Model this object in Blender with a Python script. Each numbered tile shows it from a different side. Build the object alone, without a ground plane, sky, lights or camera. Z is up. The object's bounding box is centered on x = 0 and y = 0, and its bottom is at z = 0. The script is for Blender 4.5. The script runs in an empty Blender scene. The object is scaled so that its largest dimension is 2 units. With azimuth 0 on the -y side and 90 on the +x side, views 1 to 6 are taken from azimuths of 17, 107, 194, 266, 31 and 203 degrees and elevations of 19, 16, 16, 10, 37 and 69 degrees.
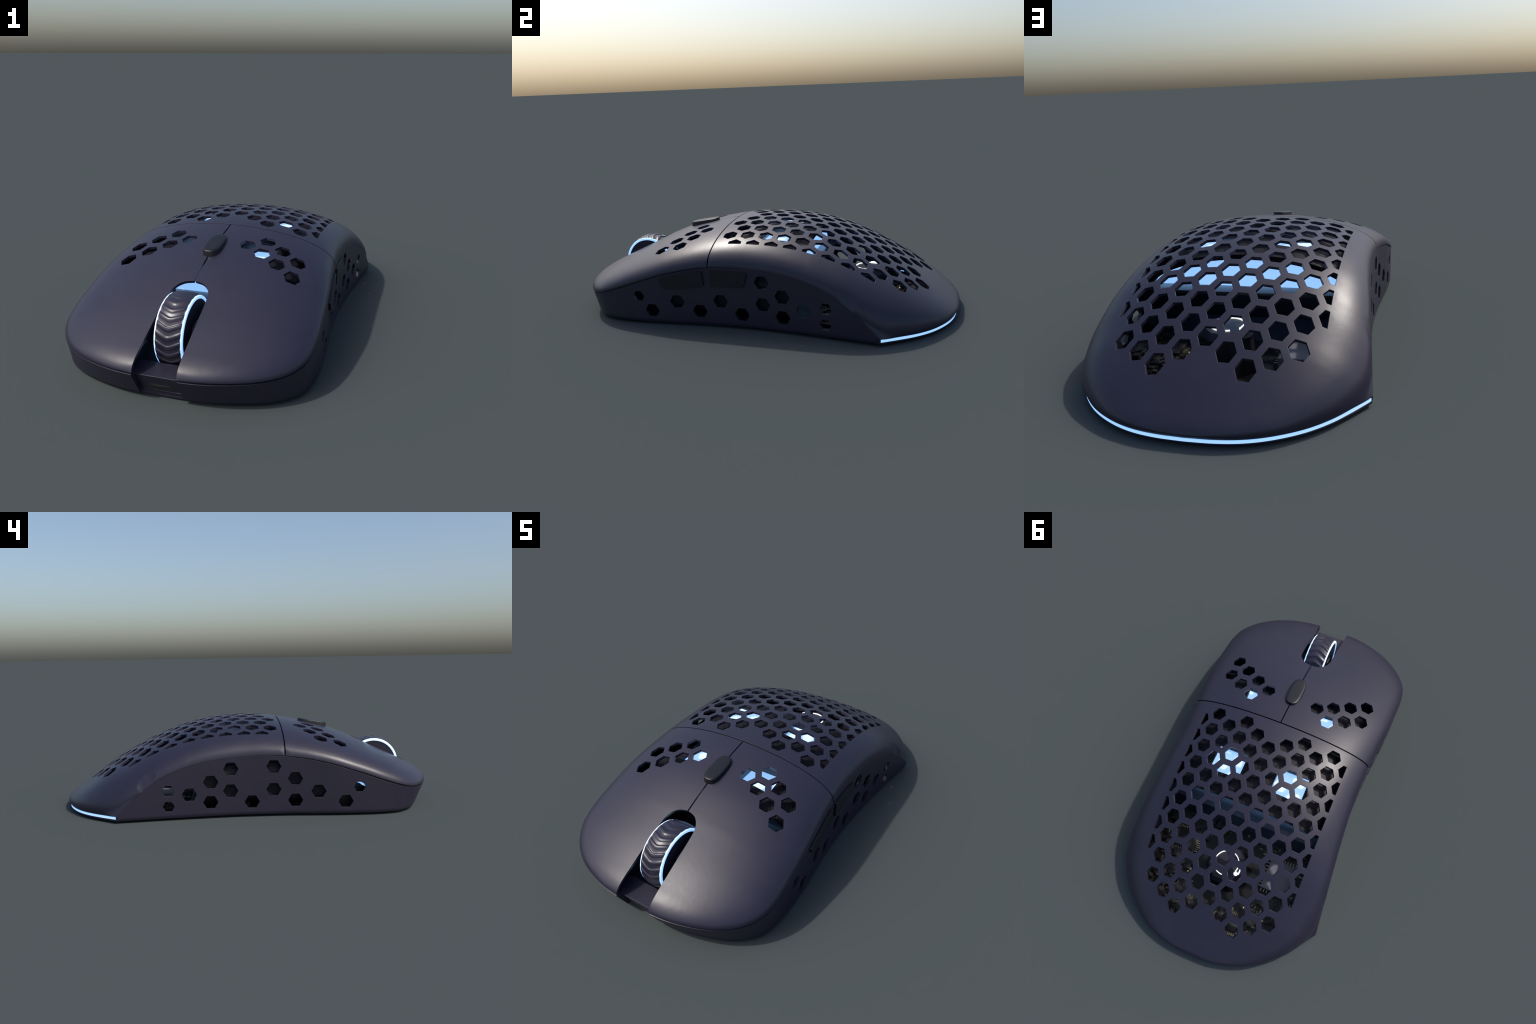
# Honeycomb-shell wireless computer mouse, built part by part from section profiles.
import bpy, math, random
import numpy as np
from mathutils import Vector, Matrix
from mathutils.geometry import delaunay_2d_cdt

random.seed(7)
rng = np.random.default_rng(7)

# ------------------------------------------------------------------ helpers
def catmull(ctrl, per=24):
    """Smooth curve through control points (centripetal Catmull-Rom)."""
    P = np.array(ctrl, float)
    P = np.vstack([2 * P[0] - P[1], P, 2 * P[-1] - P[-2]])
    out = []
    for i in range(1, len(P) - 2):
        p0, p1, p2, p3 = P[i - 1:i + 3]
        d = [max(np.linalg.norm(b - a), 1e-9) ** 0.5 for a, b in ((p0, p1), (p1, p2), (p2, p3))]
        m1 = (p1 - p0) / d[0] - (p2 - p0) / (d[0] + d[1]) + (p2 - p1) / d[1]
        m2 = (p2 - p1) / d[1] - (p3 - p1) / (d[1] + d[2]) + (p3 - p2) / d[2]
        m1, m2 = m1 * d[1], m2 * d[1]
        for t in np.linspace(0, 1, per, endpoint=False):
            t2, t3 = t * t, t * t * t
            out.append((2*t3-3*t2+1)*p1 + (t3-2*t2+t)*m1 + (-2*t3+3*t2)*p2 + (t3-t2)*m2)
    out.append(P[-2])
    return np.array(out)

def profile(ctrl):
    """Return a smooth function value(y) through (y, value) control points."""
    c = catmull(ctrl, 40)
    y = np.maximum.accumulate(c[:, 0] + np.arange(len(c)) * 1e-12)
    return lambda v: np.interp(v, y, c[:, 1])

def resample(poly, step):
    poly = np.array(poly, float)
    seg = np.linalg.norm(np.diff(poly, axis=0), axis=1)
    L = np.r_[0, np.cumsum(seg)]
    n = max(2, int(round(L[-1] / step)) + 1)
    s = np.linspace(0, L[-1], n)
    return np.stack([np.interp(s, L, poly[:, k]) for k in range(poly.shape[1])], 1)

def inside(pts, poly):
    x, y = pts[:, 0], pts[:, 1]
    res = np.zeros(len(pts), bool)
    px, py = poly[:, 0], poly[:, 1]
    j = len(poly) - 1
    for i in range(len(poly)):
        c = (py[i] > y) != (py[j] > y)
        if c.any():
            xi = (px[j] - px[i]) * (y - py[i]) / (py[j] - py[i] + 1e-30) + px[i]
            res ^= c & (x < xi)
        j = i
    return res

def dist_to_loop(pts, loop):
    a = loop; b = np.roll(loop, -1, axis=0)
    best = np.full(len(pts), 1e9)
    for p, q in zip(a, b):
        d = q - p
        t = np.clip(((pts - p) @ d) / (d @ d + 1e-20), 0, 1)
        best = np.minimum(best, np.linalg.norm(pts - p - t[:, None] * d, axis=1))
    return best

def make_object(name, verts, faces, mat, parent, smooth=True, flat_from=None, sharp_angle=None):
    me = bpy.data.meshes.new(name)
    me.from_pydata([tuple(v) for v in verts], [], [tuple(f) for f in faces])
    me.validate()
    me.polygons.foreach_set("use_smooth", [smooth] * len(me.polygons))
    if sharp_angle is not None:
        me.set_sharp_from_angle(angle=math.radians(sharp_angle))
    me.materials.append(mat)
    ob = bpy.data.objects.new(name, me)
    bpy.context.scene.collection.objects.link(ob)
    ob.parent = parent
    return ob

def panel(name, outline, holes, surface, thick, mat, parent, h=0.012, layers=(), flip=False, extra_pts=None, drop=None):
    """A curved sheet of given thickness: 2D outline and holes, lifted by surface(p)->xyz."""
    outline = np.array(outline, float)
    pts = [outline]; edges = []; n = 0
    def ring(k, n0):
        return [(n0 + i, n0 + (i + 1) % k) for i in range(k)]
    edges += ring(len(outline), 0); n = len(outline)
    for H in holes:
        pts.append(H); edges += ring(len(H), n); n += len(H)
    lo, hi = outline.min(0), outline.max(0)
    gx = np.arange(lo[0], hi[0], h); gy = np.arange(lo[1], hi[1], h * 0.866)
    G = np.array([(x + (h / 2 if j % 2 else 0), y) for j, y in enumerate(gy) for x in gx])
    G = G[inside(G, outline)]
    keep = dist_to_loop(G, outline) > (max(layers) + h * 0.45 if layers else h * 0.5)
    G = G[keep]
    extra = []
    if layers:
        nxt = np.roll(outline, -1, 0); prv = np.roll(outline, 1, 0)
        tang = nxt - prv; tang /= np.linalg.norm(tang, axis=1)[:, None] + 1e-12
        area = 0.5 * np.sum(outline[:, 0] * nxt[:, 1] - nxt[:, 0] * outline[:, 1])
        nin = np.stack([-tang[:, 1], tang[:, 0]], 1) * (1 if area > 0 else -1)
        for d in layers:
            L = outline + nin * d
            ok = inside(L, outline)
            ok &= dist_to_loop(L, outline) > d * 0.9
            extra.append(L[ok])
        extra = np.vstack(extra)
        G = np.vstack([G, extra])
    if drop is not None: G = G[~drop(G)]
    if extra_pts is not None:
        E2 = extra_pts[inside(extra_pts, outline)]
        E2 = E2[dist_to_loop(E2, outline) > .002]
        keep = np.ones(len(G), bool)
        for e in E2: keep &= (np.abs(G - e).sum(1) > .004)
        G = np.vstack([G[keep], E2])
    for H in holes:
        c = H.mean(0); r = np.linalg.norm(H - c, axis=1).max()
        near = np.linalg.norm(G - c, axis=1) < r + h
        idx = np.where(near)[0]
        if len(idx):
            bad = inside(G[idx], H) | (dist_to_loop(G[idx], H) < h * 0.4)
            G = np.delete(G, idx[bad], 0)
    pts.append(G)
    V2 = np.vstack(pts)
    ov, oe, of, *_ = delaunay_2d_cdt([Vector(p) for p in V2], edges, [], 0, 1e-7, False)
    V2 = np.array([(v.x, v.y) for v in ov]); F = np.array([f for f in of])
    cen = V2[F].mean(1)
    ok = inside(cen, outline)
    for H in holes:
        c = H.mean(0); r = np.linalg.norm(H - c, axis=1).max()
        idx = np.where(np.linalg.norm(cen - c, axis=1) < r)[0]
        if len(idx): ok[idx[inside(cen[idx], H)]] = False
    F = F[ok]
    a, b, c = V2[F[:, 0]], V2[F[:, 1]], V2[F[:, 2]]
    ccw = ((b - a)[:, 0] * (c - a)[:, 1] - (b - a)[:, 1] * (c - a)[:, 0]) > 0
    F[~ccw] = F[~ccw][:, ::-1]
    if flip: F = F[:, ::-1]
    used = np.unique(F); remap = -np.ones(len(V2), int); remap[used] = np.arange(len(used))
    V2 = V2[used]; F = remap[F]
    S = surface(V2)
    fn = np.cross(S[F[:, 1]] - S[F[:, 0]], S[F[:, 2]] - S[F[:, 0]])
    N = np.zeros_like(S)
    for k in range(3): np.add.at(N, F[:, k], fn)
    N /= np.linalg.norm(N, axis=1)[:, None] + 1e-12
    In = S - N * thick
    n = len(S)
    E = np.vstack([F[:, [0, 1]], F[:, [1, 2]], F[:, [2, 0]]])
    key = {}
    for e in map(tuple, E): key[e] = 1
    bord = [e for e in map(tuple, E) if (e[1], e[0]) not in key]
    faces = [tuple(f) for f in F] + [tuple(f[::-1] + n) for f in F]
    nb = len(faces)
    W0 = 2 * n; wid = {}; wv = []
    for i, j in bord:               # rim walls use their own vertices: crisp edges
        for k in (i, j):
            if k not in wid:
                wid[k] = W0 + len(wv); wv += [S[k], In[k]]
        faces.append((wid[j], wid[i], wid[i] + 1, wid[j] + 1))
    ob = make_object(name, np.vstack([S, In, np.array(wv)]), faces, mat, parent, sharp_angle=None)
    sm = np.ones(len(ob.data.polygons), bool)
    ob.data.polygons.foreach_set("use_smooth", sm)
    # hole corners stay crisp
    ob.data.set_sharp_from_angle(angle=math.radians(38))
    return ob

def hexagon(cx, cy, rx, fy, per_edge=3):
    """Hexagon with corners on the first axis (rx) and flats across the second (fy)."""
    c = [(1, 0), (.5, 1), (-.5, 1), (-1, 0), (-.5, -1), (.5, -1)]
    c = np.array([(cx + a * rx, cy + b * fy) for a, b in c])
    out = []
    for i in range(6):
        p, q = c[i], c[(i + 1) % 6]
        out += [p + (q - p) * k / per_edge for k in range(per_edge)]
    return np.array(out)

def clip_poly(poly, axis_limit):
    """Keep the part of a convex polygon with |x| < axis_limit."""
    out = []
    n = len(poly)
    ins = lambda p: abs(p[0]) <= axis_limit
    for i in range(n):
        p, q = poly[i], poly[(i + 1) % n]
        if ins(p): out.append(p)
        if ins(p) != ins(q):
            lim = axis_limit if p[0] + q[0] > 0 else -axis_limit
            t = (lim - p[0]) / (q[0] - p[0]); out.append(p + (q - p) * t)
    o = [out[0]]
    for p in out[1:]:
        if np.linalg.norm(p - o[-1]) > 1e-4: o.append(p)
    if np.linalg.norm(o[0] - o[-1]) < 1e-4: o.pop()
    return np.array(o)

# ------------------------------------------------------------------ materials
def new_mat(name):
    m = bpy.data.materials.new(name); m.use_nodes = True
    nt = m.node_tree; nt.nodes.clear()
    out = nt.nodes.new("ShaderNodeOutputMaterial")
    b = nt.nodes.new("ShaderNodeBsdfPrincipled")
    nt.links.new(b.outputs[0], out.inputs[0])
    return m, nt, b

def plastic(name, col, rough, vary=0.06, bump=0.03, bump_scale=60, bevel=0.0, spec=0.5, metallic=0.0):
    m, nt, b = new_mat(name)
    tc = nt.nodes.new("ShaderNodeTexCoord")
    nz = nt.nodes.new("ShaderNodeTexNoise"); nz.inputs["Scale"].default_value = 9; nz.inputs["Detail"].default_value = 5
    nt.links.new(tc.outputs["Object"], nz.inputs["Vector"])
    cr = nt.nodes.new("ShaderNodeValToRGB")
    cr.color_ramp.elements[0].position = .3; cr.color_ramp.elements[1].position = .7
    cr.color_ramp.elements[0].color = (*[c * (1 - vary) for c in col], 1)
    cr.color_ramp.elements[1].color = (*[c * (1 + vary) for c in col], 1)
    nt.links.new(nz.outputs["Fac"], cr.inputs[0]); nt.links.new(cr.outputs[0], b.inputs["Base Color"])
    mr = nt.nodes.new("ShaderNodeMapRange")
    mr.inputs["To Min"].default_value = rough - .03; mr.inputs["To Max"].default_value = rough + .03
    n2 = nt.nodes.new("ShaderNodeTexNoise"); n2.inputs["Scale"].default_value = 25; n2.inputs["Detail"].default_value = 6
    nt.links.new(tc.outputs["Object"], n2.inputs["Vector"])
    nt.links.new(n2.outputs["Fac"], mr.inputs["Value"]); nt.links.new(mr.outputs[0], b.inputs["Roughness"])
    b.inputs["Specular IOR Level"].default_value = spec
    b.inputs["Metallic"].default_value = metallic
    if bump:
        n3 = nt.nodes.new("ShaderNodeTexNoise"); n3.inputs["Scale"].default_value = bump_scale; n3.inputs["Detail"].default_value = 4
        nt.links.new(tc.outputs["Object"], n3.inputs["Vector"])
        bp = nt.nodes.new("ShaderNodeBump"); bp.inputs["Strength"].default_value = bump; bp.inputs["Distance"].default_value = .01
        nt.links.new(n3.outputs["Fac"], bp.inputs["Height"])
        if bevel:
            bv = nt.nodes.new("ShaderNodeBevel"); bv.samples = 4; bv.inputs["Radius"].default_value = bevel
            nt.links.new(bv.outputs[0], bp.inputs["Normal"])
        nt.links.new(bp.outputs[0], b.inputs["Normal"])
    return m

def glow(name, col, strength, base):
    m, nt, b = new_mat(name)
    b.inputs["Base Color"].default_value = (*base, 1)
    b.inputs["Roughness"].default_value = .5
    b.inputs["Emission Color"].default_value = (*col, 1)
    b.inputs["Emission Strength"].default_value = strength
    return m

BODY = (.0205, .0185, .0370)
M_shell = plastic("satin_indigo_plastic", BODY, .38, bump=.02, bump_scale=45, bevel=.002)
M_side = plastic("matt_indigo_side", (.0195, .0175, .0335), .45, bump=.02, bump_scale=90, bevel=.002)
M_button = plastic("dark_side_button", (.0055, .0055, .010), .40, bump=.01, bevel=.002)
M_dpi = plastic("charcoal_button", (.0045, .005, .0075), .40, bump=.01, bevel=.002)
M_tyre = plastic("tyre_rubber", (.024, .022, .040), .33, bump=.02, bump_scale=120)
M_hub = plastic("hub_plastic", (.020, .018, .034), .45, bump=.01)
M_inner = plastic("inner_black_plastic", (.010, .010, .016), .42, bump=.01)
M_floor = plastic("floor_plate_plastic", (.022, .020, .036), .5, bump=.01)
M_board = plastic("circuit_board", (.008, .009, .009), .35, vary=.3, bump=.1, bump_scale=150)
M_solder = plastic("solder_metal", (.30, .27, .20), .35, bump=.0, metallic=.8)
M_chip = plastic("chip_epoxy", (.02, .02, .022), .4, bump=.02)
M_greychip = plastic("grey_metal_can", (.20, .20, .23), .45, bump=.04, bump_scale=300)
M_port = plastic("port_metal", (.16, .15, .14), .35, bump=.0, metallic=.9)
M_foot = plastic("glide_foot", (.03, .03, .032), .4, bump=.0)
M_frame = plastic("glossy_light_frame", (.055, .057, .066), .25, bump=.0)
M_ledge = plastic("glossy_dark_ledge", (.050, .054, .066), .22, bump=.0)
GLOWC = (.283, .546, 1.0)
M_glow = glow("ice_blue_light", GLOWC, 1.0, (.75, .78, .8))
M_white = glow("white_light", (1, 1, 1), 1.1, (.8, .8, .8))

# ------------------------------------------------------------------ the mouse: frame and profiles
mouse = bpy.data.objects.new("computer_mouse", None)
bpy.context.scene.collection.objects.link(mouse)
mouse.location = (-0.0087, 0, 0)
mouse.rotation_euler = (0, 0, -0.0135)
mouse["label"] = "dark indigo wireless mouse with honeycomb shell and blue lights"
mouse["category"] = "computer mouse"

# half plan outline, nose to rear corner, then round the tail
SIDE = catmull([(.0, -1.001), (.09, -1.0), (.182, -.989), (.297, -.955), (.378, -.914), (.45, -.855), (.499, -.78),
                (.517, -.69), (.517, -.57), (.511, -.44), (.501, -.33), (.489, -.2), (.4835, 0), (.494, .21),
                (.5155, .42), (.530, .54), (.545, .667)], 30)
TAIL = catmull([(.541, .667), (.517, .702), (.487, .745), (.432, .816), (.359, .884), (.266, .940), (.185, .970), (.1, .985), (.0, .990)], 30)
# the shell's widest line rounds off the tail corner that the base keeps sharp
WIDEST = catmull([(.5040, .31), (.5155, .42), (.5285, .53), (.5335, .60), (.5295, .65), (.515, .696), (.4915, .742), (.437, .817),
                  (.365, .884), (.269, .947), (.161, .984), (.08, .997), (.0, 1.0)], 30)
_o = np.vstack([SIDE[SIDE[:, 1] < .305], WIDEST])
_oy = np.maximum.accumulate(_o[:, 1] + np.arange(len(_o)) * 1e-9)
half_width = lambda y: np.interp(y, _oy, _o[:, 0])
# spine height and the height of the shell's lower edge
spine = profile([(-1.001, .126), (-.998, .136), (-.99, .150), (-.97, .167), (-.94, .185), (-.9, .205), (-.8, .254),
                 (-.667, .315), (-.604, .343), (-.465, .396), (-.303, .437), (-.174, .460), (-.09, .470), (-.02, .474), (.07, .473),
                 (.165, .465), (.259, .450), (.352, .427), (.446, .393), (.539, .352), (.632, .304), (.726, .249), (.82, .187),
                 (.87, .152), (.916, .118), (.95, .093), (.975, .074), (.99, .061), (1.0, .045)])
edge = profile([(-1.001, .125), (-.887, .127), (-.825, .136), (-.752, .157), (-.665, .186), (-.541, .228), (-.42, .266), (-.3, .293),
                (-.18, .309), (-.078, .313), (.023, .3095), (.125, .302), (.225, .288), (.325, .263), (.405, .233), (.485, .189),
                (.566, .126), (.619, .082), (.65, .052), (.667, .036), (.75, .033), (.85, .030), (1.0, .028)])
# below the widest line the tail tucks in towards the light strip
belt_tail = profile([(.40, .235), (.45, .209), (.50, .178), (.56, .136), (.62, .092), (.667, .064), (.72, .053), (.8, .049), (.9, .046), (1.0, .045)])
belt = lambda y: np.where(y > .42, np.maximum(edge(y), belt_tail(np.maximum(y, .42))), edge(y))

TAIL_TUCK = .0
_tt = np.gradient(TAIL, axis=0); _tt /= np.linalg.norm(_tt, axis=1)[:, None]
tail_in = TAIL + np.stack([-_tt[:, 1], _tt[:, 0]], 1) * TAIL_TUCK
tail_in[-1, 0] = 0
def arclen(c): return np.r_[0, np.cumsum(np.linalg.norm(np.diff(c, axis=0), axis=1))]
_wt = WIDEST[WIDEST[:, 1] >= .667]; _wl = arclen(_wt) / arclen(_wt)[-1]
_tl = arclen(tail_in) / arclen(tail_in)[-1]
def skirt_foot(p):
    """Lower edge point of the skirt below a point on the widest line, and the skirt's height there."""
    lo = p.copy()
    a = p[:, 1] < .667
    lo[a, 0] = np.interp(p[a, 1], SIDE[:, 1], SIDE[:, 0]) - .0015
    u = np.interp(p[~a, 1], _wt[:, 1], _wl)
    lo[~a, 0] = np.interp(u, _tl, tail_in[:, 0]); lo[~a, 1] = np.interp(u, _tl, tail_in[:, 1])
    return lo, np.maximum(belt(p[:, 1]) - edge(lo[:, 1]), 0)

def shell_surface(p):
    """Top: half-ellipse across each section. Outside the plan outline the sheet turns down as a skirt."""
    p = np.array(p, float)
    x, y = p[:, 0].copy(), p[:, 1].copy()
    drop = np.zeros(len(p)); tuck = np.zeros((len(p), 2))
    w = half_width(np.clip(y, -1.001, 1.0))
    cand = np.where((y > .44) & ((np.abs(x) > w + 1e-6) | (y > 1.0)))[0]
    if len(cand):
        loop = _o[_o[:, 1] > .4]
        a, b = loop[:-1], loop[1:]
        sg = np.sign(x[cand]); q = np.stack([np.abs(x[cand]), y[cand]], 1)
        best = np.full(len(q), 1e9); foot = q.copy()
        for u, v in zip(a, b):
            d = v - u; t = np.clip(((q - u) @ d) / (d @ d + 1e-20), 0, 1)
            f = u + t[:, None] * d; dd = np.linalg.norm(q - f, axis=1)
            m = dd < best; best[m] = dd[m]; foot[m] = f[m]
        lower, full = skirt_foot(foot)
        k = np.clip(best / np.maximum(full, 1e-5), 0, 1)[:, None]
        down = belt(foot[:, 1]) - best
        foot = foot + (lower - foot) * k ** 1.2
        x[cand] = foot[:, 0] * sg; y[cand] = foot[:, 1]; drop[cand] = down
    yc = np.clip(y, -1.001, 1.0)
    w = np.maximum(half_width(yc), 1e-4)
    n = np.interp(yc, [-1, -.8, -.5, .4, .63, .75, 1.0], [2.15, 2.12, 2.0, 2.0, 2.16, 2.32, 2.3])
    f = np.clip(1 - np.abs(x / w) ** n, 0, 1) ** (1 / n)
    zs = belt(yc)
    z = zs + (spine(yc) - zs) * f
    z[cand] = drop[cand]
    return np.stack([x, y, z], 1)

LAYERS = (.0006, .0024, .0055, .0100, .0160)
SEAM_Y = -.178
SHELL_T = .012
HX, HY = .078, .0936          # honeycomb pitch across and along
RX, FY = .0370, .0330         # hole half sizes

# ------------------------------------------------------------------ palm shell with honeycomb
_side_r = SIDE[SIDE[:, 1] > SEAM_Y + .004]
_side_r = np.vstack([[half_width(SEAM_Y + .003), SEAM_Y + .003], _side_r])
_side_r = np.vstack([_side_r[_side_r[:, 1] < .305], WIDEST])
half = resample(_side_r, .011)
front = resample(np.array([(-half[0, 0], half[0, 1]), half[0]]), .012)
# widen the outline by the skirt height round the tail
_ht = np.gradient(half, axis=0); _ht /= np.linalg.norm(_ht, axis=1)[:, None]
_skirt = skirt_foot(half)[1] * (half[:, 1] > .45)
skirted = half + np.stack([_ht[:, 1], -_ht[:, 0]], 1) * _skirt[:, None]
skirted[-1, 0] = 0
out = np.vstack([skirted, (skirted * [-1, 1])[::-1][1:], front[1:-1]])
mid_lines = []
for k in (0, .35, .7):
    L = half + np.stack([_ht[:, 1], -_ht[:, 0]], 1) * (_skirt * k)[:, None]
    L = L[_skirt > .004]; mid_lines += [L, L * [-1, 1]]
for d in LAYERS:
    L = half - np.stack([_ht[:, 1], -_ht[:, 0]], 1) * d
    L = L[(_skirt > .004) & (L[:, 0] > 0)]; mid_lines += [L, L * [-1, 1]]
mid_lines = np.vstack(mid_lines)
_core = half - np.stack([_ht[:, 1], -_ht[:, 0]], 1) * .021
_core = _core[(half[:, 1] > .47) & (_core[:, 0] > 0)]
_core = np.vstack([[.0, .47], _core, (_core * [-1, 1])[::-1]])
rim_zone = lambda p: (p[:, 1] > .48) & ~inside(p, _core)
holes = []
last = {0: 726, 1: 773, 2: 820, 3: 773, 4: 726, 5: 680}
for i in range(-5, 6):
    y0 = .726 if i % 2 == 0 else .773
    for k in range(-2, 12):
        y = y0 - HY * k
        a = abs(i)
        if y > last[a] / 1000 + .02: continue
        top = {0: -.03, 1: -.08, 2: -.125, 3: -.08, 4: -.125, 5: -.09}[a]
        if y < top: continue
        if a < 5:
            holes.append(hexagon(i * HX, y, RX, FY))
        else:
            if y > .64: continue
            holes.append(clip_poly(hexagon(i * HX, y, RX, FY), .388))
panel("palm_shell", out, holes, shell_surface, SHELL_T, M_shell, mouse, h=.012, layers=LAYERS, extra_pts=mid_lines, drop=rim_zone)

# ------------------------------------------------------------------ click buttons
SLOT = catmull([(.087, -1.03), (.086, -.95), (.084, -.80), (.082, -.70), (.078, -.665), (.064, -.637), (.040, -.617), (.003, -.608)], 16)
side_f = SIDE[(SIDE[:, 1] < SEAM_Y - .004) & (SIDE[:, 0] > .0875)]
side_f = np.vstack([[.0872, np.interp(.0872, SIDE[:, 0][:60], SIDE[:, 1][:60])], side_f, [half_width(SEAM_Y - .003), SEAM_Y - .003]])
side_f = resample(side_f, .010)
slot = SLOT[SLOT[:, 1] > side_f[0, 1] + .002]
back = resample(np.array([side_f[-1], (.003, SEAM_Y - .003)]), .012)
mid = resample(np.array([(.003, SEAM_Y - .003), (.003, -.608)]), .012)
half_out = np.vstack([side_f, back[1:], mid[1:-1], resample(slot[::-1], .010)])
FRONT_HEX = [(.1345, -.3405), (.211, -.3815), (.289, -.4285), (.3665, -.4775), (.2105, -.286), (.289, -.3295), (.366, -.375)]
for s in (1, -1):
    o = half_out * [s, 1]
    if s < 0: o = o[::-1]
    hs = [hexagon(s * x, y, RX, FY) for x, y in FRONT_HEX]
    panel("click_button", o, hs, shell_surface, SHELL_T, M_shell, mouse, h=.012, layers=LAYERS)

# ------------------------------------------------------------------ side walls (from tail corner to nose notch)
BOTTOM = .009
path = resample(np.vstack([SIDE[SIDE[:, 0] > .0872][::1]]), .003)[::-1]      # tail corner -> notch
plen = np.r_[0, np.cumsum(np.linalg.norm(np.diff(path, axis=0), axis=1))]
gap = lambda y: np.interp(y, [-1.0, -.7, -.3, -.1, .2, 1], [.009, .008, .005, .0015, .0008, .0008])
_t = np.gradient(path, axis=0); _t /= np.linalg.norm(_t, axis=1)[:, None]
_nin = np.stack([_t[:, 1], -_t[:, 0]], 1)                                        # candidate inward normal
if (_nin[200, 0] > 0): _nin = -_nin
p_of_y = lambda y: np.interp(-y, -path[:, 1], plen)

def side_surface(sgn):
    def f(p):
        s, z = p[:, 0], p[:, 1]
        x = np.interp(s, plen, path[:, 0]); y = np.interp(s, plen, path[:, 1])
        nx = np.interp(s, plen, _nin[:, 0]); ny = np.interp(s, plen, _nin[:, 1])
        rake = np.interp(y, [-1, -.95, -.88, -.78, -.6], [.056, .046, .026, .010, 0])        # nose leans in towards the foot
        ztop = edge(y) - gap(y)
        d = rake * np.clip((ztop - z) / (ztop - BOTTOM + 1e-6), 0, 1) + .0012 - np.interp(y, [-.35, -.1, .25, .45], [0, .0015, .0015, 0])
        r = np.clip((BOTTOM + .012 - z) / .012, 0, 1); d = d + .006 * r * r     # rounded lower edge
        return np.stack([sgn * (x + nx * d), y + ny * d, z], 1)
    return f

SIDE_HEX = [(.409, .149, .82), (.409, .070, .78), (.305, .125, 1), (.198, .185, 1), (.200, .082, 1), (.096, .248, 1), (.099, .137, 1),
            (-.009, .077, 1), (-.120, .255, 1), (-.119, .138, 1), (-.228, .192, 1), (-.229, .081, 1), (-.346, .126, 1), (-.483, .073, 1), (-.553, .1455, .80)]
ss = np.linspace(0, plen[-1], 200)
yy = np.interp(ss, plen, path[:, 1])
top_line = np.stack([ss, np.maximum(edge(yy) - gap(yy), BOTTOM + .008)], 1)
bot_z = BOTTOM + np.interp(yy, [-1, -.8, -.6, .5, .667], [.007, .003, .001, 0, .003])
bot_line = np.stack([ss, bot_z], 1)
wall_out = np.vstack([resample(bot_line, .012), resample(np.array([bot_line[-1], top_line[-1]]), .012)[1:-1], resample(top_line[::-1], .012)])
d = np.linalg.norm(np.diff(np.vstack([wall_out, wall_out[:1]]), axis=0), axis=1); wall_out = wall_out[d > 1e-4]
for s in (1, -1):
    hs = []
    for y, z, k in SIDE_HEX:
        if s > 0 and (y, z) in ((-.120, .255), (-.228, .192)): continue
        hs.append(hexagon(p_of_y(y), z, .0385 * k, .0325 * k))
    panel("side_wall", wall_out, hs, side_surface(s), .016, M_side, mouse, h=.012, flip=(s > 0))

# two thumb buttons, standing proud on one side
def thumb_surface(p):
    y, z = p[:, 0], p[:, 1]
    return np.stack([half_width(y) + .009, y, z], 1)
def rounded(poly, r, n=5):
    poly = np.array(poly, float); out = []
    for i in range(len(poly)):
        a, b, c = poly[i - 1], poly[i], poly[(i + 1) % len(poly)]
        u = (a - b) / np.linalg.norm(a - b); v = (c - b) / np.linalg.norm(c - b)
        rr = r[i] if isinstance(r, (list, tuple)) else r
        for t in np.linspace(0, 1, n):
            out.append((1 - t) ** 2 * (b + u * rr) + 2 * t * (1 - t) * b + t * t * (b + v * rr))
    return np.array(out)
def densify(poly, step):
    poly = np.vstack([poly, poly[:1]]); out = []
    for p, q in zip(poly[:-1], poly[1:]):
        n = max(1, int(np.linalg.norm(q - p) / step)); out += [p + (q - p) * k / n for k in range(n)]
    return np.array(out)
fwd = [(-.400, .189), (-.200, .214), (-.207, .290), (-.26, .283), (-.32, .272), (-.38, .259), (-.437, .243), (-.428, .218)]
aft = [(-.163, .215), (.005, .220), (.025, .290), (-.03, .294), (-.1, .2955), (-.164, .294)]
# dark joint round each button
def thumb_joint(p): return np.stack([half_width(p[:, 0]) - .0004, p[:, 0], p[:, 1]], 1)
def grow(poly, d):
    poly = np.array(poly, float); t = np.roll(poly, -1, 0) - np.roll(poly, 1, 0); t /= np.linalg.norm(t, axis=1)[:, None] + 1e-12
    return poly + np.stack([t[:, 1], -t[:, 0]], 1) * d
for q_, r_ in ((fwd, [.02, .004, .004, .002, .002, .002, .008, .008]), (aft, [.004, .006, .006, .002, .002, .004])):
    panel("button_joint", densify(grow(rounded(q_, r_), .0035), .01), [], thumb_joint, .01, M_inner, mouse, h=.012)
panel("thumb_button", densify(rounded(fwd, [.02, .004, .004, .002, .002, .002, .008, .008]), .01), [], thumb_surface, .03, M_button, mouse, h=.012)
panel("thumb_button", densify(rounded(aft, [.004, .006, .006, .002, .002, .004]), .01), [], thumb_surface, .03, M_button, mouse, h=.012)

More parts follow.
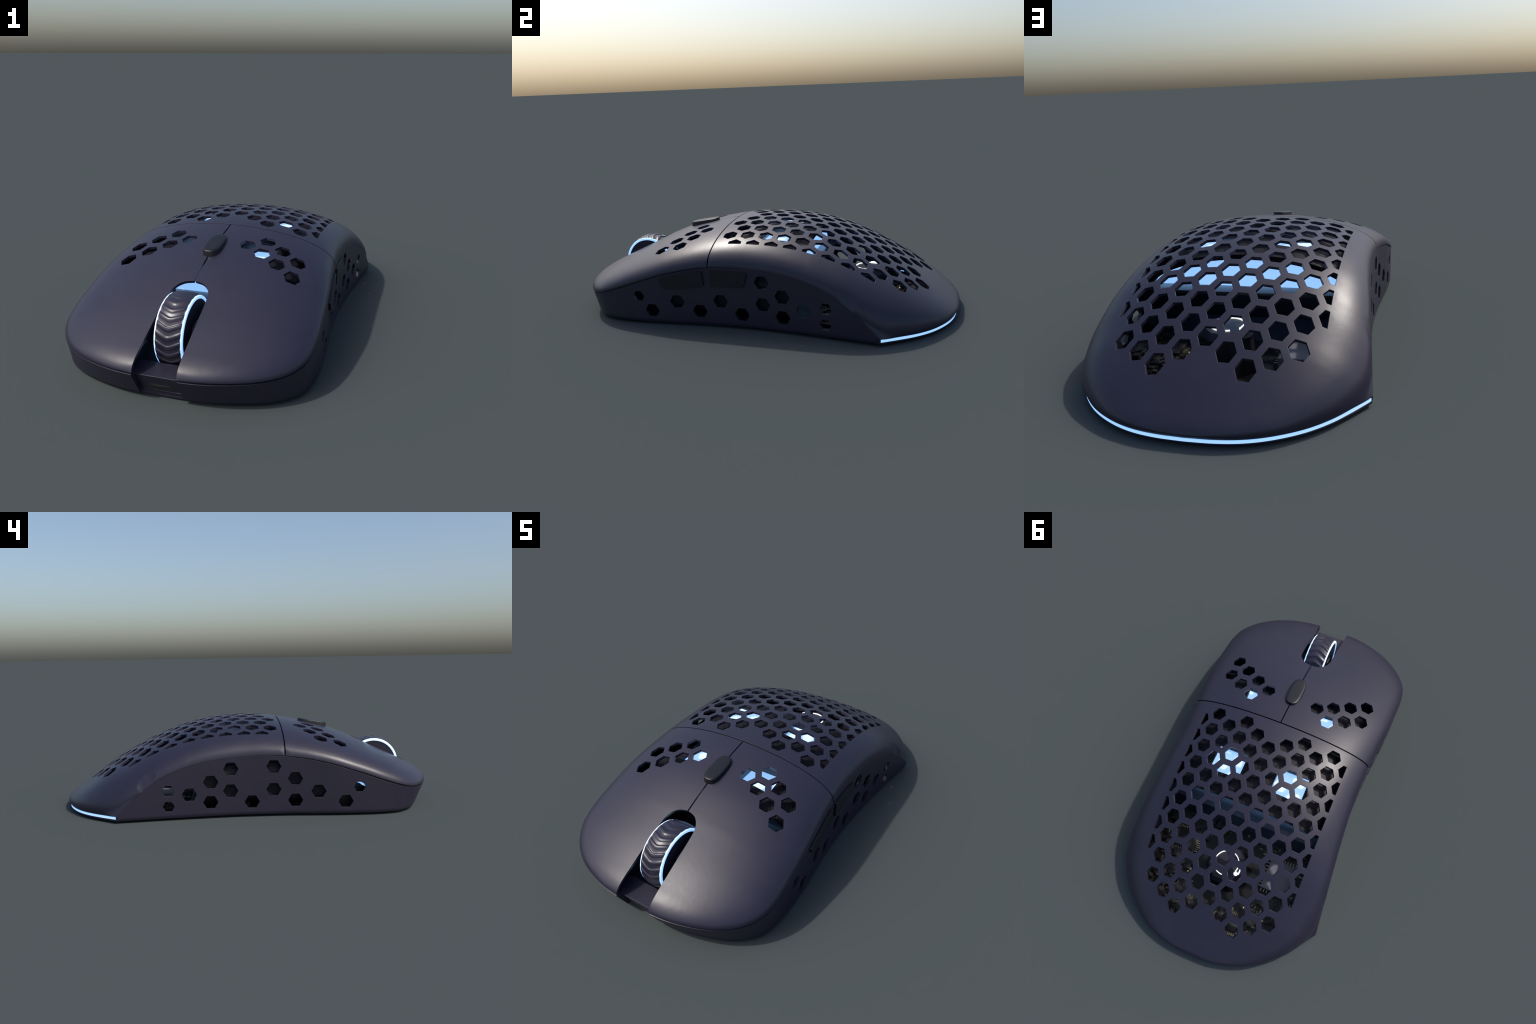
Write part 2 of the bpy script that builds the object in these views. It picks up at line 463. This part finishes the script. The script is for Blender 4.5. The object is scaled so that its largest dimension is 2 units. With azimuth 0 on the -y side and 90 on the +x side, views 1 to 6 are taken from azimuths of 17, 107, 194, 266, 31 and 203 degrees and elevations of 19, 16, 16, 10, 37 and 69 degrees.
# ------------------------------------------------------------------ tail: light strip and lower lip
def sweep(name, line, section, mat, closed=True, caps=True):
    """Sweep a (inward, z) section along a plan line; tangents from the line."""
    line = np.array(line); t = np.gradient(line, axis=0); t /= np.linalg.norm(t, axis=1)[:, None]
    nin = np.stack([-t[:, 1], t[:, 0]], 1)
    mid = len(line) // 2
    if nin[mid] @ line[mid] > 0: nin = -nin
    V = []; F = []
    k = len(section(0.0))
    u = np.linspace(0, 1, len(line))
    for i in range(len(line)):
        for d, z in section(u[i]):
            V.append((line[i, 0] + nin[i, 0] * d, line[i, 1] + nin[i, 1] * d, z))
    for i in range(len(line) - 1):
        for j in range(k):
            a, b = i * k + j, i * k + (j + 1) % k
            F.append((a, b, b + k, a + k))
    F.append(tuple(range(k))[::-1]); F.append(tuple(range((len(line) - 1) * k, len(line) * k)))
    ob = make_object(name, V, F, mat, mouse)
    import bmesh
    bm = bmesh.new(); bm.from_mesh(ob.data); bmesh.ops.recalc_face_normals(bm, faces=bm.faces); bm.to_mesh(ob.data); bm.free()
    ob.data.set_sharp_from_angle(angle=math.radians(35))
    return ob
tail_line = resample(np.vstack([TAIL, (TAIL * [-1, 1])[::-1][1:]]), .015)
arch = lambda u: math.sin(math.pi * u)
sweep("light_strip", tail_line, lambda u: [(.0015, .0195 - .005 * arch(u)), (.0015, .0305 - .006 * arch(u)), (.03, .0305 - .006 * arch(u)), (.03, .0195 - .005 * arch(u))], M_glow)
sweep("tail_lip", tail_line, lambda u: [(.014, .006), (.003, .0085), (.0005, .0115), (.0005, .0172 - .005 * arch(u)), (.002, .0188 - .005 * arch(u)), (.05, .0188 - .005 * arch(u)), (.05, .006)], M_side)
sweep("tail_backing", tail_line[2:-2], lambda u: [(.005, .0312 - .006 * arch(u)), (.005, .040 - .006 * arch(u)), (.03, .040 - .006 * arch(u)), (.03, .0312 - .006 * arch(u))], M_inner)
# thin inner lip that closes the joint between the click buttons and the walls
_pf = path[path[:, 1] < .2]
for s in (1, -1):
    V = []; F = []
    _i = np.arange(0, len(path), 4); _i = _i[(path[_i, 1] < .3) & (path[_i, 0] > .10)]
    for i in _i:
        x, y = path[i]; nx, ny = _nin[i]; e = float(edge(y))
        for d, z in ((.0105, e - .013), (.0105, e + .012), (.014, e + .012), (.014, e - .013)):
            V.append((s * (x + nx * d), y + ny * d, z))
    for i in range(len(_i) - 1):
        for j in range(4):
            a, b = i * 4 + j, i * 4 + (j + 1) % 4; F.append((a, b, b + 4, a + 4) if s < 0 else (a, a + 4, b + 4, b))
    make_object("joint_lip", V, F, M_inner, mouse, smooth=False)

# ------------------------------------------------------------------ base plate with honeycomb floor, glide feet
inset = .016
_p = np.vstack([SIDE, TAIL[1:]]); _t2 = np.gradient(_p, axis=0); _t2 /= np.linalg.norm(_t2, axis=1)[:, None] + 1e-12
rk = np.interp(_p[:, 1], [-1, -.95, -.88, -.78, -.6], [.056, .044, .024, .009, 0]) + inset
_q = np.stack([_p[:, 0] - _t2[:, 1] * rk, _p[:, 1] + _t2[:, 0] * rk], 1)
_q = _q[(_q[:, 0] > .001)]
_q = resample(np.vstack([[0, _q[0, 1]], _q, [0, _q[-1, 1]]]), .02)
base_out = np.vstack([_q, (_q * [-1, 1])[::-1][1:-1]])
panel("base_plate", base_out, [], lambda p: np.stack([p[:, 0], p[:, 1], np.full(len(p), .030)], 1), .023, M_floor, mouse, h=.04)
for yc, wx, wy in ((-.80, .26, .055), (.80, .30, .06)):
    o = [(wx * abs(math.cos(a)) ** .6 * (1 if math.cos(a) > 0 else -1), yc + wy * abs(math.sin(a)) ** .6 * (1 if math.sin(a) > 0 else -1)) for a in np.linspace(0, 2 * math.pi, 48, endpoint=False)]
    panel("glide_foot", o, [], lambda p: np.stack([p[:, 0], p[:, 1], np.full(len(p), .0162)], 1), .0162, M_foot, mouse, h=.05)

# ------------------------------------------------------------------ simple solids
import bmesh
def box(name, lo, hi, mat, parent=None, bevel=.003, top_scale=(1, 1), shear=None):
    bm = bmesh.new(); bmesh.ops.create_cube(bm, size=1)
    c = [(a + b) / 2 for a, b in zip(lo, hi)]; sz = [b - a for a, b in zip(lo, hi)]
    for v in bm.verts:
        k = top_scale if v.co.z > 0 else (1, 1)
        v.co = Vector((c[0] + v.co.x * sz[0] * k[0], c[1] + v.co.y * sz[1] * k[1], c[2] + v.co.z * sz[2]))
    if bevel: bmesh.ops.bevel(bm, geom=bm.edges[:], offset=bevel, segments=2, affect='EDGES', profile=.5)
    me = bpy.data.meshes.new(name); bm.to_mesh(me); bm.free()
    me.polygons.foreach_set("use_smooth", [True] * len(me.polygons)); me.set_sharp_from_angle(angle=math.radians(35))
    me.materials.append(mat)
    ob = bpy.data.objects.new(name, me); bpy.context.scene.collection.objects.link(ob); ob.parent = parent or mouse
    return ob

def lathe(name, prof, mat, parent, center, seg=96, rfun=None, axis_x=True):
    """Turn a closed (x, r) profile about the x axis at center."""
    V = []; F = []; k = len(prof)
    for i in range(seg):
        th = 2 * math.pi * i / seg
        for x, r in prof:
            rr = rfun(x, r, th) if rfun else r
            V.append((center[0] + x, center[1] + rr * math.cos(th), center[2] + rr * math.sin(th)))
    for i in range(seg):
        for j in range(k):
            a, b = i * k + j, i * k + (j + 1) % k
            a2, b2 = ((i + 1) % seg) * k + j, ((i + 1) % seg) * k + (j + 1) % k
            F.append((a, b, b2, a2))
    ob = make_object(name, V, F, mat, parent)
    bm = bmesh.new(); bm.from_mesh(ob.data); bmesh.ops.recalc_face_normals(bm, faces=bm.faces); bm.to_mesh(ob.data); bm.free()
    ob.data.set_sharp_from_angle(angle=math.radians(40))
    return ob

# ------------------------------------------------------------------ scroll wheel
WC = (0, -.735, .1835)
wheel = bpy.data.objects.new("scroll_wheel", None); bpy.context.scene.collection.objects.link(wheel); wheel.parent = mouse
NCH = 26
def tread(x, r, th):
    if r < .14: return r
    # stepped chevrons: a soft saw-tooth whose rows bend forward in the middle
    bend = math.sqrt((abs(x) / .05) ** 2 + .05) * .17
    ph = (NCH * (th + bend) / (2 * math.pi)) % 1.0
    up = 1 / (1 + math.exp(-(ph - .08) * 34)) if ph < .30 else 1 / (1 + math.exp((ph - .52) * 16))
    if ph > .9: up = max(up, 1 / (1 + math.exp(-(ph - 1.08) * 34)))
    return r + .0038 * (up - .5) * min(1, (.0515 - abs(x)) / .004)
xs = np.linspace(-.0505, .0505, 33)
prof = [(x, .1495 - .0055 * (abs(x) / .05) ** 2.4) for x in xs] + [(.0505, .12), (-.0505, .12)]
lathe("tyre", prof, M_tyre, wheel, WC, seg=680, rfun=tread)
for s in (1, -1):
    lathe("light_ring", [(s * .0495, .1435), (s * .0555, .1420), (s * .0570, .1400), (s * .0570, .1315), (s * .0555, .1300), (s * .0495, .1300)], M_glow, wheel, WC, seg=128)
    lathe("hub_disc", [(s * .040, .1305), (s * .054, .1305), (s * .053, .10), (s * .053, .045), (s * .062, .040), (s * .062, .0005), (s * .040, .0005)], M_hub, wheel, WC, seg=96)
lathe("axle", [(-.15, .0005), (-.15, .018), (.15, .018), (.15, .0005)], M_inner, wheel, WC, seg=24)
for s in (1, -1):
    box("micro_switch", (s * .23 - .06, -.84, .03), (s * .23 + .06, -.70, .10), M_inner, bevel=.008)
    box("dark_block", (s * .375 - .06, -.60, .028), (s * .375 + .06, -.44, .125), M_inner, bevel=.008)  # dark box behind the front side hole, covering the view to the far wall

# ------------------------------------------------------------------ resolution button between the click buttons
V = []; F = []; n = 64
def capsule(k, a):
    c, s_ = math.cos(a), math.sin(a); e = 2 / 2.9
    return (.0375 * k * abs(c) ** e * math.copysign(1, c), -.384 + (.081 - .0375 * (1 - k)) * abs(s_) ** e * math.copysign(1, s_))
topz = lambda y: .4505 + (y + .303) * (.028 / .162)
rings = [(1.0, None, -.07), (1.0, None, -.0045), (.975, None, -.0015), (.90, None, 0.0), (.6, None, .0002), (.05, None, .0003)]
for k, _, dz in rings:
    for i in range(n):
        x, y = capsule(k, 2 * math.pi * i / n); V.append((x, y, topz(y) + dz))
for r in range(len(rings) - 1):
    for i in range(n):
        a, b = r * n + i, r * n + (i + 1) % n; F.append((a, b, b + n, a + n))
F.append(tuple(range((len(rings) - 1) * n, len(rings) * n))); F.append(tuple(range(n))[::-1])
make_object("resolution_button", V, F, M_dpi, mouse, sharp_angle=45)

# ------------------------------------------------------------------ nose: port face, floor of the notch
def prism(name, yz, x0, x1, mat, bev=.002):
    """Extrude a (y, z) outline along x."""
    bm = bmesh.new()
    A = [bm.verts.new((x0, y, z)) for y, z in yz]; B = [bm.verts.new((x1, y, z)) for y, z in yz]
    bm.faces.new(A); bm.faces.new(B[::-1]); m = len(yz)
    for i in range(m): bm.faces.new((A[i], B[i], B[(i + 1) % m], A[(i + 1) % m]))
    bmesh.ops.recalc_face_normals(bm, faces=bm.faces)
    if bev: bmesh.ops.bevel(bm, geom=bm.edges[:], offset=bev, segments=2, affect='EDGES')
    me = bpy.data.meshes.new(name); bm.to_mesh(me); bm.free()
    me.polygons.foreach_set("use_smooth", [True] * len(me.polygons)); me.set_sharp_from_angle(angle=math.radians(35))
    me.materials.append(mat)
    ob = bpy.data.objects.new(name, me); bpy.context.scene.collection.objects.link(ob); ob.parent = mouse
    return ob
port_face = prism("port_block", [(-.972, .108), (-.872, .109), (-.872, .099), (-.940, .097), (-.937, .028), (-.934, .028)], -.13, .13, M_side, .0012)
for s in (1, -1):   # cheek walls of the notch
    prism("notch_cheek", [(-.994, .113), (-.94, .113), (-.92, .024), (-.947, .024)], s * .088, s * .104, M_side, .0008)
# charging port: metal ring and dark mouth, leaning with the face
def port_loop(hx, hz, nn=40):
    return [(max(-hx + hz, min(hx - hz, 10 * math.cos(a))) + hz * math.cos(a), hz * math.sin(a)) for a in np.linspace(0, 2 * math.pi, nn, endpoint=False)]
fy = lambda z: -.972 + (.108 - z) * (.038 / .080)
V = []; F = []; nn = 40
for hx, hz, dy in ((.046, .0105, .001), (.046, .0105, -.0015), (.041, .0075, -.0015), (.041, .0075, .02)):
    for x, z in port_loop(hx, hz): V.append((x, fy(.054 + z) + dy, .054 + z))
for r in range(3):
    for i in range(nn):
        a, b = r * nn + i, r * nn + (i + 1) % nn; F.append((a, b, b + nn, a + nn))
pr = make_object("charging_port", V, F, M_port, mouse, sharp_angle=40)
V = [(x, fy(.054 + z) - .0006, .054 + z) for x, z in port_loop(.041, .0075)]
V += [(v[0], v[1] + .004, v[2]) for v in V]
F = [tuple(range(40)), tuple(range(40, 80))[::-1]] + [(i, i + 40, (i + 1) % 40 + 40, (i + 1) % 40) for i in range(40)]
make_object("port_mouth", V, F, M_chip, mouse)

# ------------------------------------------------------------------ inner housing under the shell, with lit pockets
def hex_lines(name, ax, col, line_col, pitch=.050):
    """Dark plastic with a fine hexagonal line pattern; ax picks the two object axes used."""
    m, nt, b = new_mat(name); N = nt.nodes; L = nt.links
    tc = N.new("ShaderNodeTexCoord"); sp = N.new("ShaderNodeSeparateXYZ"); L.new(tc.outputs["Object"], sp.inputs[0])
    cb = N.new("ShaderNodeCombineXYZ"); L.new(sp.outputs[ax[0]], cb.inputs[1]); L.new(sp.outputs[ax[1]], cb.inputs[0])
    def vm(op, a, bb=None):
        n = N.new("ShaderNodeVectorMath"); n.operation = op
        L.new(a, n.inputs[0])
        if bb is not None:
            if isinstance(bb, tuple): n.inputs[1].default_value = bb
            else: L.new(bb, n.inputs[1])
        return n
    def mt(op, a, bb=None, clamp=False):
        n = N.new("ShaderNodeMath"); n.operation = op; n.use_clamp = clamp
        for k, v in enumerate((a, bb)):
            if v is None: continue
            if isinstance(v, (int, float)): n.inputs[k].default_value = v
            else: L.new(v, n.inputs[k])
        return n.outputs[0]
    p = vm('ADD', vm('MULTIPLY', cb.outputs[0], (1 / pitch, 1 / pitch, 0)).outputs[0], (100, 173.2, 0)).outputs[0]
    R, Hh = (1, 1.7320508, 1), (.5, .8660254, .5)
    ga = vm('SUBTRACT', vm('MODULO', p, R).outputs[0], Hh).outputs[0]
    gb = vm('SUBTRACT', vm('MODULO', vm('SUBTRACT', p, Hh).outputs[0], R).outputs[0], Hh).outputs[0]
    ga = vm('MULTIPLY', ga, (1, 1, 0)).outputs[0]; gb = vm('MULTIPLY', gb, (1, 1, 0)).outputs[0]
    def hexd(g):
        a = vm('ABSOLUTE', g).outputs[0]
        d = vm('DOT_PRODUCT', a, (.5, .8660254, 0)).outputs["Value"]
        s2 = N.new("ShaderNodeSeparateXYZ"); L.new(a, s2.inputs[0])
        return mt('MAXIMUM', d, s2.outputs[0])
    d = mt('MINIMUM', hexd(ga), hexd(gb))
    line = mt('MULTIPLY', mt('SUBTRACT', d, .455), 40, True)
    mx = N.new("ShaderNodeMix"); mx.data_type = 'RGBA'
    L.new(line, mx.inputs[0]); mx.inputs[6].default_value = (*col, 1); mx.inputs[7].default_value = (*line_col, 1)
    L.new(mx.outputs[2], b.inputs["Base Color"]); b.inputs["Roughness"].default_value = .5; b.inputs["Specular IOR Level"].default_value = .25
    bp = N.new("ShaderNodeBump"); bp.inputs["Strength"].default_value = .6; bp.inputs["Distance"].default_value = .004; bp.invert = True
    L.new(line, bp.inputs["Height"]); L.new(bp.outputs[0], b.inputs["Normal"])
    return m
M_lid = hex_lines("housing_hex_top", (0, 1), (.015, .0145, .022), (.0015, .0015, .003))
M_flank = hex_lines("housing_hex_side", (2, 1), (.0035, .0035, .008), (.016, .014, .036))  # base darkened to near black for the shadow inside the side holes
LID_IN, LID_DROP, LID_Y0, LID_Y1 = .045, .048, -.425, .268
lid_w = lambda y: half_width(y) - LID_IN
def lid_surface(p):
    x, y = p[:, 0], p[:, 1]
    f = np.sqrt(np.clip(1 - (x / lid_w(y)) ** 2, 0, 1))
    zl = edge(y) - .045
    return np.stack([x, y, zl + (spine(y) - LID_DROP - zl) * f], 1)
ys = np.linspace(LID_Y0, LID_Y1, 50)
lid_half = np.stack([lid_w(ys) * .999, ys], 1)
lid_out = densify(np.vstack([lid_half, (lid_half * [-1, 1])[::-1]]), .014)
rect = lambda x0, x1, y0, y1: densify(np.array([(x0, y0), (x1, y0), (x1, y1), (x0, y1)], float), .012)
POCKETS = [(.084, .243, .028, .160), (.078, .243, -.340, -.205)]
pk = []
for x0, x1, y0, y1 in POCKETS: pk += [rect(x0, x1, y0, y1), rect(-x1, -x0, y0, y1)]
panel("inner_housing", lid_out, pk, lid_surface, .024, M_lid, mouse, h=.016, layers=(.002, .006))
for (x0, x1, y0, y1), zt in zip(POCKETS, (.388, .350)):
    for s in (1, -1):
        a, b2 = sorted((s * x0, s * x1))
        box("light_block", (a - .004, y0 - .004, zt - .03), (b2 + .004, y1 + .004, zt), M_glow, bevel=.0)
        for lo, hi in (((a - .003, y0 - .003), (a + .001, y1 + .003)), ((b2 - .001, y0 - .003), (b2 + .003, y1 + .003)),
                       ((a + .001, y0 - .003), (b2 - .001, y0 + .001)), ((a + .001, y1 - .001), (b2 - .001, y1 + .003))):
            cx_, cy_ = (lo[0] + hi[0]) / 2, (lo[1] + hi[1]) / 2
            ztop = float(lid_surface(np.array([(max(abs(lo[0]), abs(hi[0])), lo[1] if cy_ < 0 else hi[1])]))[0, 2]) + .001
            box("light_frame", (lo[0], lo[1], zt - .002), (hi[0], hi[1], ztop), M_frame, bevel=0)
# flanks of the housing, curling under at the bottom
def flank_surface(s):
    def f(p):
        y, z = p[:, 0], p[:, 1]
        top = np.clip((z - (edge(y) - .085)) / .04, 0, 1)
        x = lid_w(y) + .017 * (1 - top * top * (3 - 2 * top)) - .10 * np.clip((.10 - z) / .07, 0, 1) ** 2
        return np.stack([s * x, y, z], 1)
    return f
fl = np.array([(y, .0305) for y in ys] + [(y, edge(y) - .0452) for y in ys[::-1]])
for s in (1, -1):
    panel("inner_flank", densify(fl, .014), [], flank_surface(s), .006, M_flank, mouse, h=.016, flip=(s < 0))
# both ends: a lit window between the lid and a ledge
def light_window(y, zb, wide):
    xs_ = np.linspace(-wide, wide, 41)
    top = [(x, float(lid_surface(np.array([(x, y)]))[0, 2]) - .012) for x in xs_]
    o = np.array([(-wide, zb), (wide, zb)] + top[::-1])
    panel("light_window", densify(o, .03), [], lambda p: np.stack([p[:, 0], np.full(len(p), y), p[:, 1]], 1), .006, M_glow, mouse, h=.06)
light_window(.216, .247, .425)
light_window(-.350, .182, .21)
box("housing_end", (-.425, .0, .028), (.425, .02, .250), M_inner, bevel=.001)
box("light_ledge", (-.43, .205, .238), (.43, .300, .2503), M_ledge, bevel=.001)
box("housing_end", (-.43, -.355, .028), (.43, -.335, .184), M_inner, bevel=.001)
box("light_ledge", (-.43, -.415, .172), (.43, -.345, .1843), M_ledge, bevel=.001)

# ------------------------------------------------------------------ circuit board, components, glowing ring mark
bo = _q[_q[:, 1] > .30] * [.88, .93]
bo = np.vstack([[bo[0, 0], .30], bo])
board_out = np.vstack([bo, (bo * [-1, 1])[::-1][1:]])
panel("circuit_board", densify(board_out, .03), [], lambda p: np.stack([p[:, 0], p[:, 1], np.full(len(p), .045)], 1), .010, M_board, mouse, h=.05)
# raised faceted boss that carries the ring mark
def frustum(name, c, r0, r1, z0, z1, mat, seg=8):
    V = [(c[0] + r0 * math.cos(2 * math.pi * (i + .5) / seg), c[1] + r0 * math.sin(2 * math.pi * (i + .5) / seg), z0) for i in range(seg)]
    V += [(c[0] + r1 * math.cos(2 * math.pi * (i + .5) / seg), c[1] + r1 * math.sin(2 * math.pi * (i + .5) / seg), z1) for i in range(seg)]
    F = [tuple(range(seg))[::-1], tuple(range(seg, 2 * seg))] + [(i, (i + 1) % seg, (i + 1) % seg + seg, i + seg) for i in range(seg)]
    return make_object(name, V, F, mat, mouse, smooth=False)
C0 = (-.003, .531)
frustum("boss", C0, .120, .085, .045, .186, M_inner)
frustum("boss_dish", C0, .108, .090, .184, .208, M_hub)
def ring_flat(name, c, r0, r1, a0, a1, z0, z1, mat, seg=72):
    V = []; F = []
    for i in range(seg + 1):
        a = a0 + (a1 - a0) * i / seg
        for r, z in ((r0, z0), (r1, z0), (r1, z1), (r0, z1)): V.append((c[0] + r * math.cos(a), c[1] + r * math.sin(a), z))
    for i in range(seg):
        for j in range(4):
            a, b = i * 4 + j, i * 4 + (j + 1) % 4; F.append((a, b, b + 4, a + 4))
    F += [(0, 1, 2, 3), tuple(seg * 4 + k for k in (3, 2, 1, 0))]
    ob = make_object(name, V, F, mat, mouse, smooth=False)
    bm = bmesh.new(); bm.from_mesh(ob.data); bmesh.ops.recalc_face_normals(bm, faces=bm.faces); bm.to_mesh(ob.data); bm.free()
    return ob
ring_flat("ring_mark", C0, .0595, .0637, math.radians(160), math.radians(475), .207, .2125, M_white)
ring_flat("ring_dot", (-.067, .563), .0, .0105, 0, 2 * math.pi, .207, .2125, M_white, 28)
box("ring_tail", (-.083, .535, .207), (-.077, .562, .2123), M_white, bevel=.0005)

# scattered components, joined: far too many and small to count one by one
V = []; F = []; VS = []; FS = []
def add_box(V, F, c, s, rot):
    n0 = len(V); cr, sr = math.cos(rot), math.sin(rot)
    for k in range(8):
        dx, dy, dz = ((k & 1) - .5) * s[0], (((k >> 1) & 1) - .5) * s[1], ((k >> 2) & 1) * s[2]
        V.append((c[0] + cr * dx - sr * dy, c[1] + sr * dx + cr * dy, c[2] + dz))
    for f in ((0, 2, 3, 1), (4, 5, 7, 6), (0, 1, 5, 4), (2, 6, 7, 3), (0, 4, 6, 2), (1, 3, 7, 5)): F.append(tuple(n0 + i for i in f))
def add_dome(V, F, c, r, hgt, seg=8):
    n0 = len(V)
    for rr, zz in ((1, 0), (.85, .6), (.45, .95)):
        for i in range(seg):
            a = 2 * math.pi * i / seg; V.append((c[0] + r * rr * math.cos(a), c[1] + r * rr * math.sin(a), c[2] + hgt * zz))
    for k in range(2):
        for i in range(seg):
            a, b = n0 + k * seg + i, n0 + k * seg + (i + 1) % seg; F.append((a, b, b + seg, a + seg))
    F.append(tuple(range(n0 + 2 * seg, n0 + 3 * seg)))
for _ in range(1600):
    x, y = rng.uniform(-.40, .40), rng.uniform(.32, .90)
    if abs(x) > .93 * half_width(y) - .06 or math.hypot(x - C0[0], y - C0[1]) < .2: continue
    if -.36 < x < -.17 and .36 < y < .60: continue
    t = rng.random()
    if t < .45: add_box(V, F, (x, y, .044), (rng.uniform(.012, .04), rng.uniform(.012, .03), rng.uniform(.008, .028)), rng.choice([0, math.pi / 2, .78]))
    elif t < .75: add_dome(VS, FS, (x, y, .044), rng.uniform(.005, .010), rng.uniform(.005, .012))
    else: add_box(VS, FS, (x, y, .044), (rng.uniform(.004, .009), rng.uniform(.012, .03), .007), rng.choice([0, math.pi / 2]))
o = make_object("component_scatter", V, F, M_chip, mouse, smooth=False); o["kind"] = "stuff"
o = make_object("solder_scatter", VS, FS, M_solder, mouse, sharp_angle=50); o["kind"] = "stuff"
# larger chips with pins
for (x, y, sx, sy, z, mt) in ((-.262, .478, .14, .16, .10, M_greychip), (.27, .47, .12, .10, .075, M_chip), (.17, .74, .10, .07, .08, M_chip), (-.12, .78, .09, .08, .075, M_chip)):
    box("chip", (x - sx / 2, y - sy / 2, .04), (x + sx / 2, y + sy / 2, z), mt, bevel=.004)
    Vp = []; Fp = []
    for k in range(9):
        yk = y - sy / 2 + sy * (k + .5) / 9; xk = x - sx / 2 + sx * (k + .5) / 9
        for s in (-1, 1):
            add_box(Vp, Fp, (x + s * (sx / 2 + .008), yk, .044), (.016, .006, max(.012, (z - .045) * .6)), 0)
            add_box(Vp, Fp, (xk, y + s * (sy / 2 + .008), .044), (.006, .016, max(.012, (z - .045) * .6)), 0)
    o = make_object("chip_pins", Vp, Fp, M_solder, mouse, smooth=False); o["kind"] = "stuff"
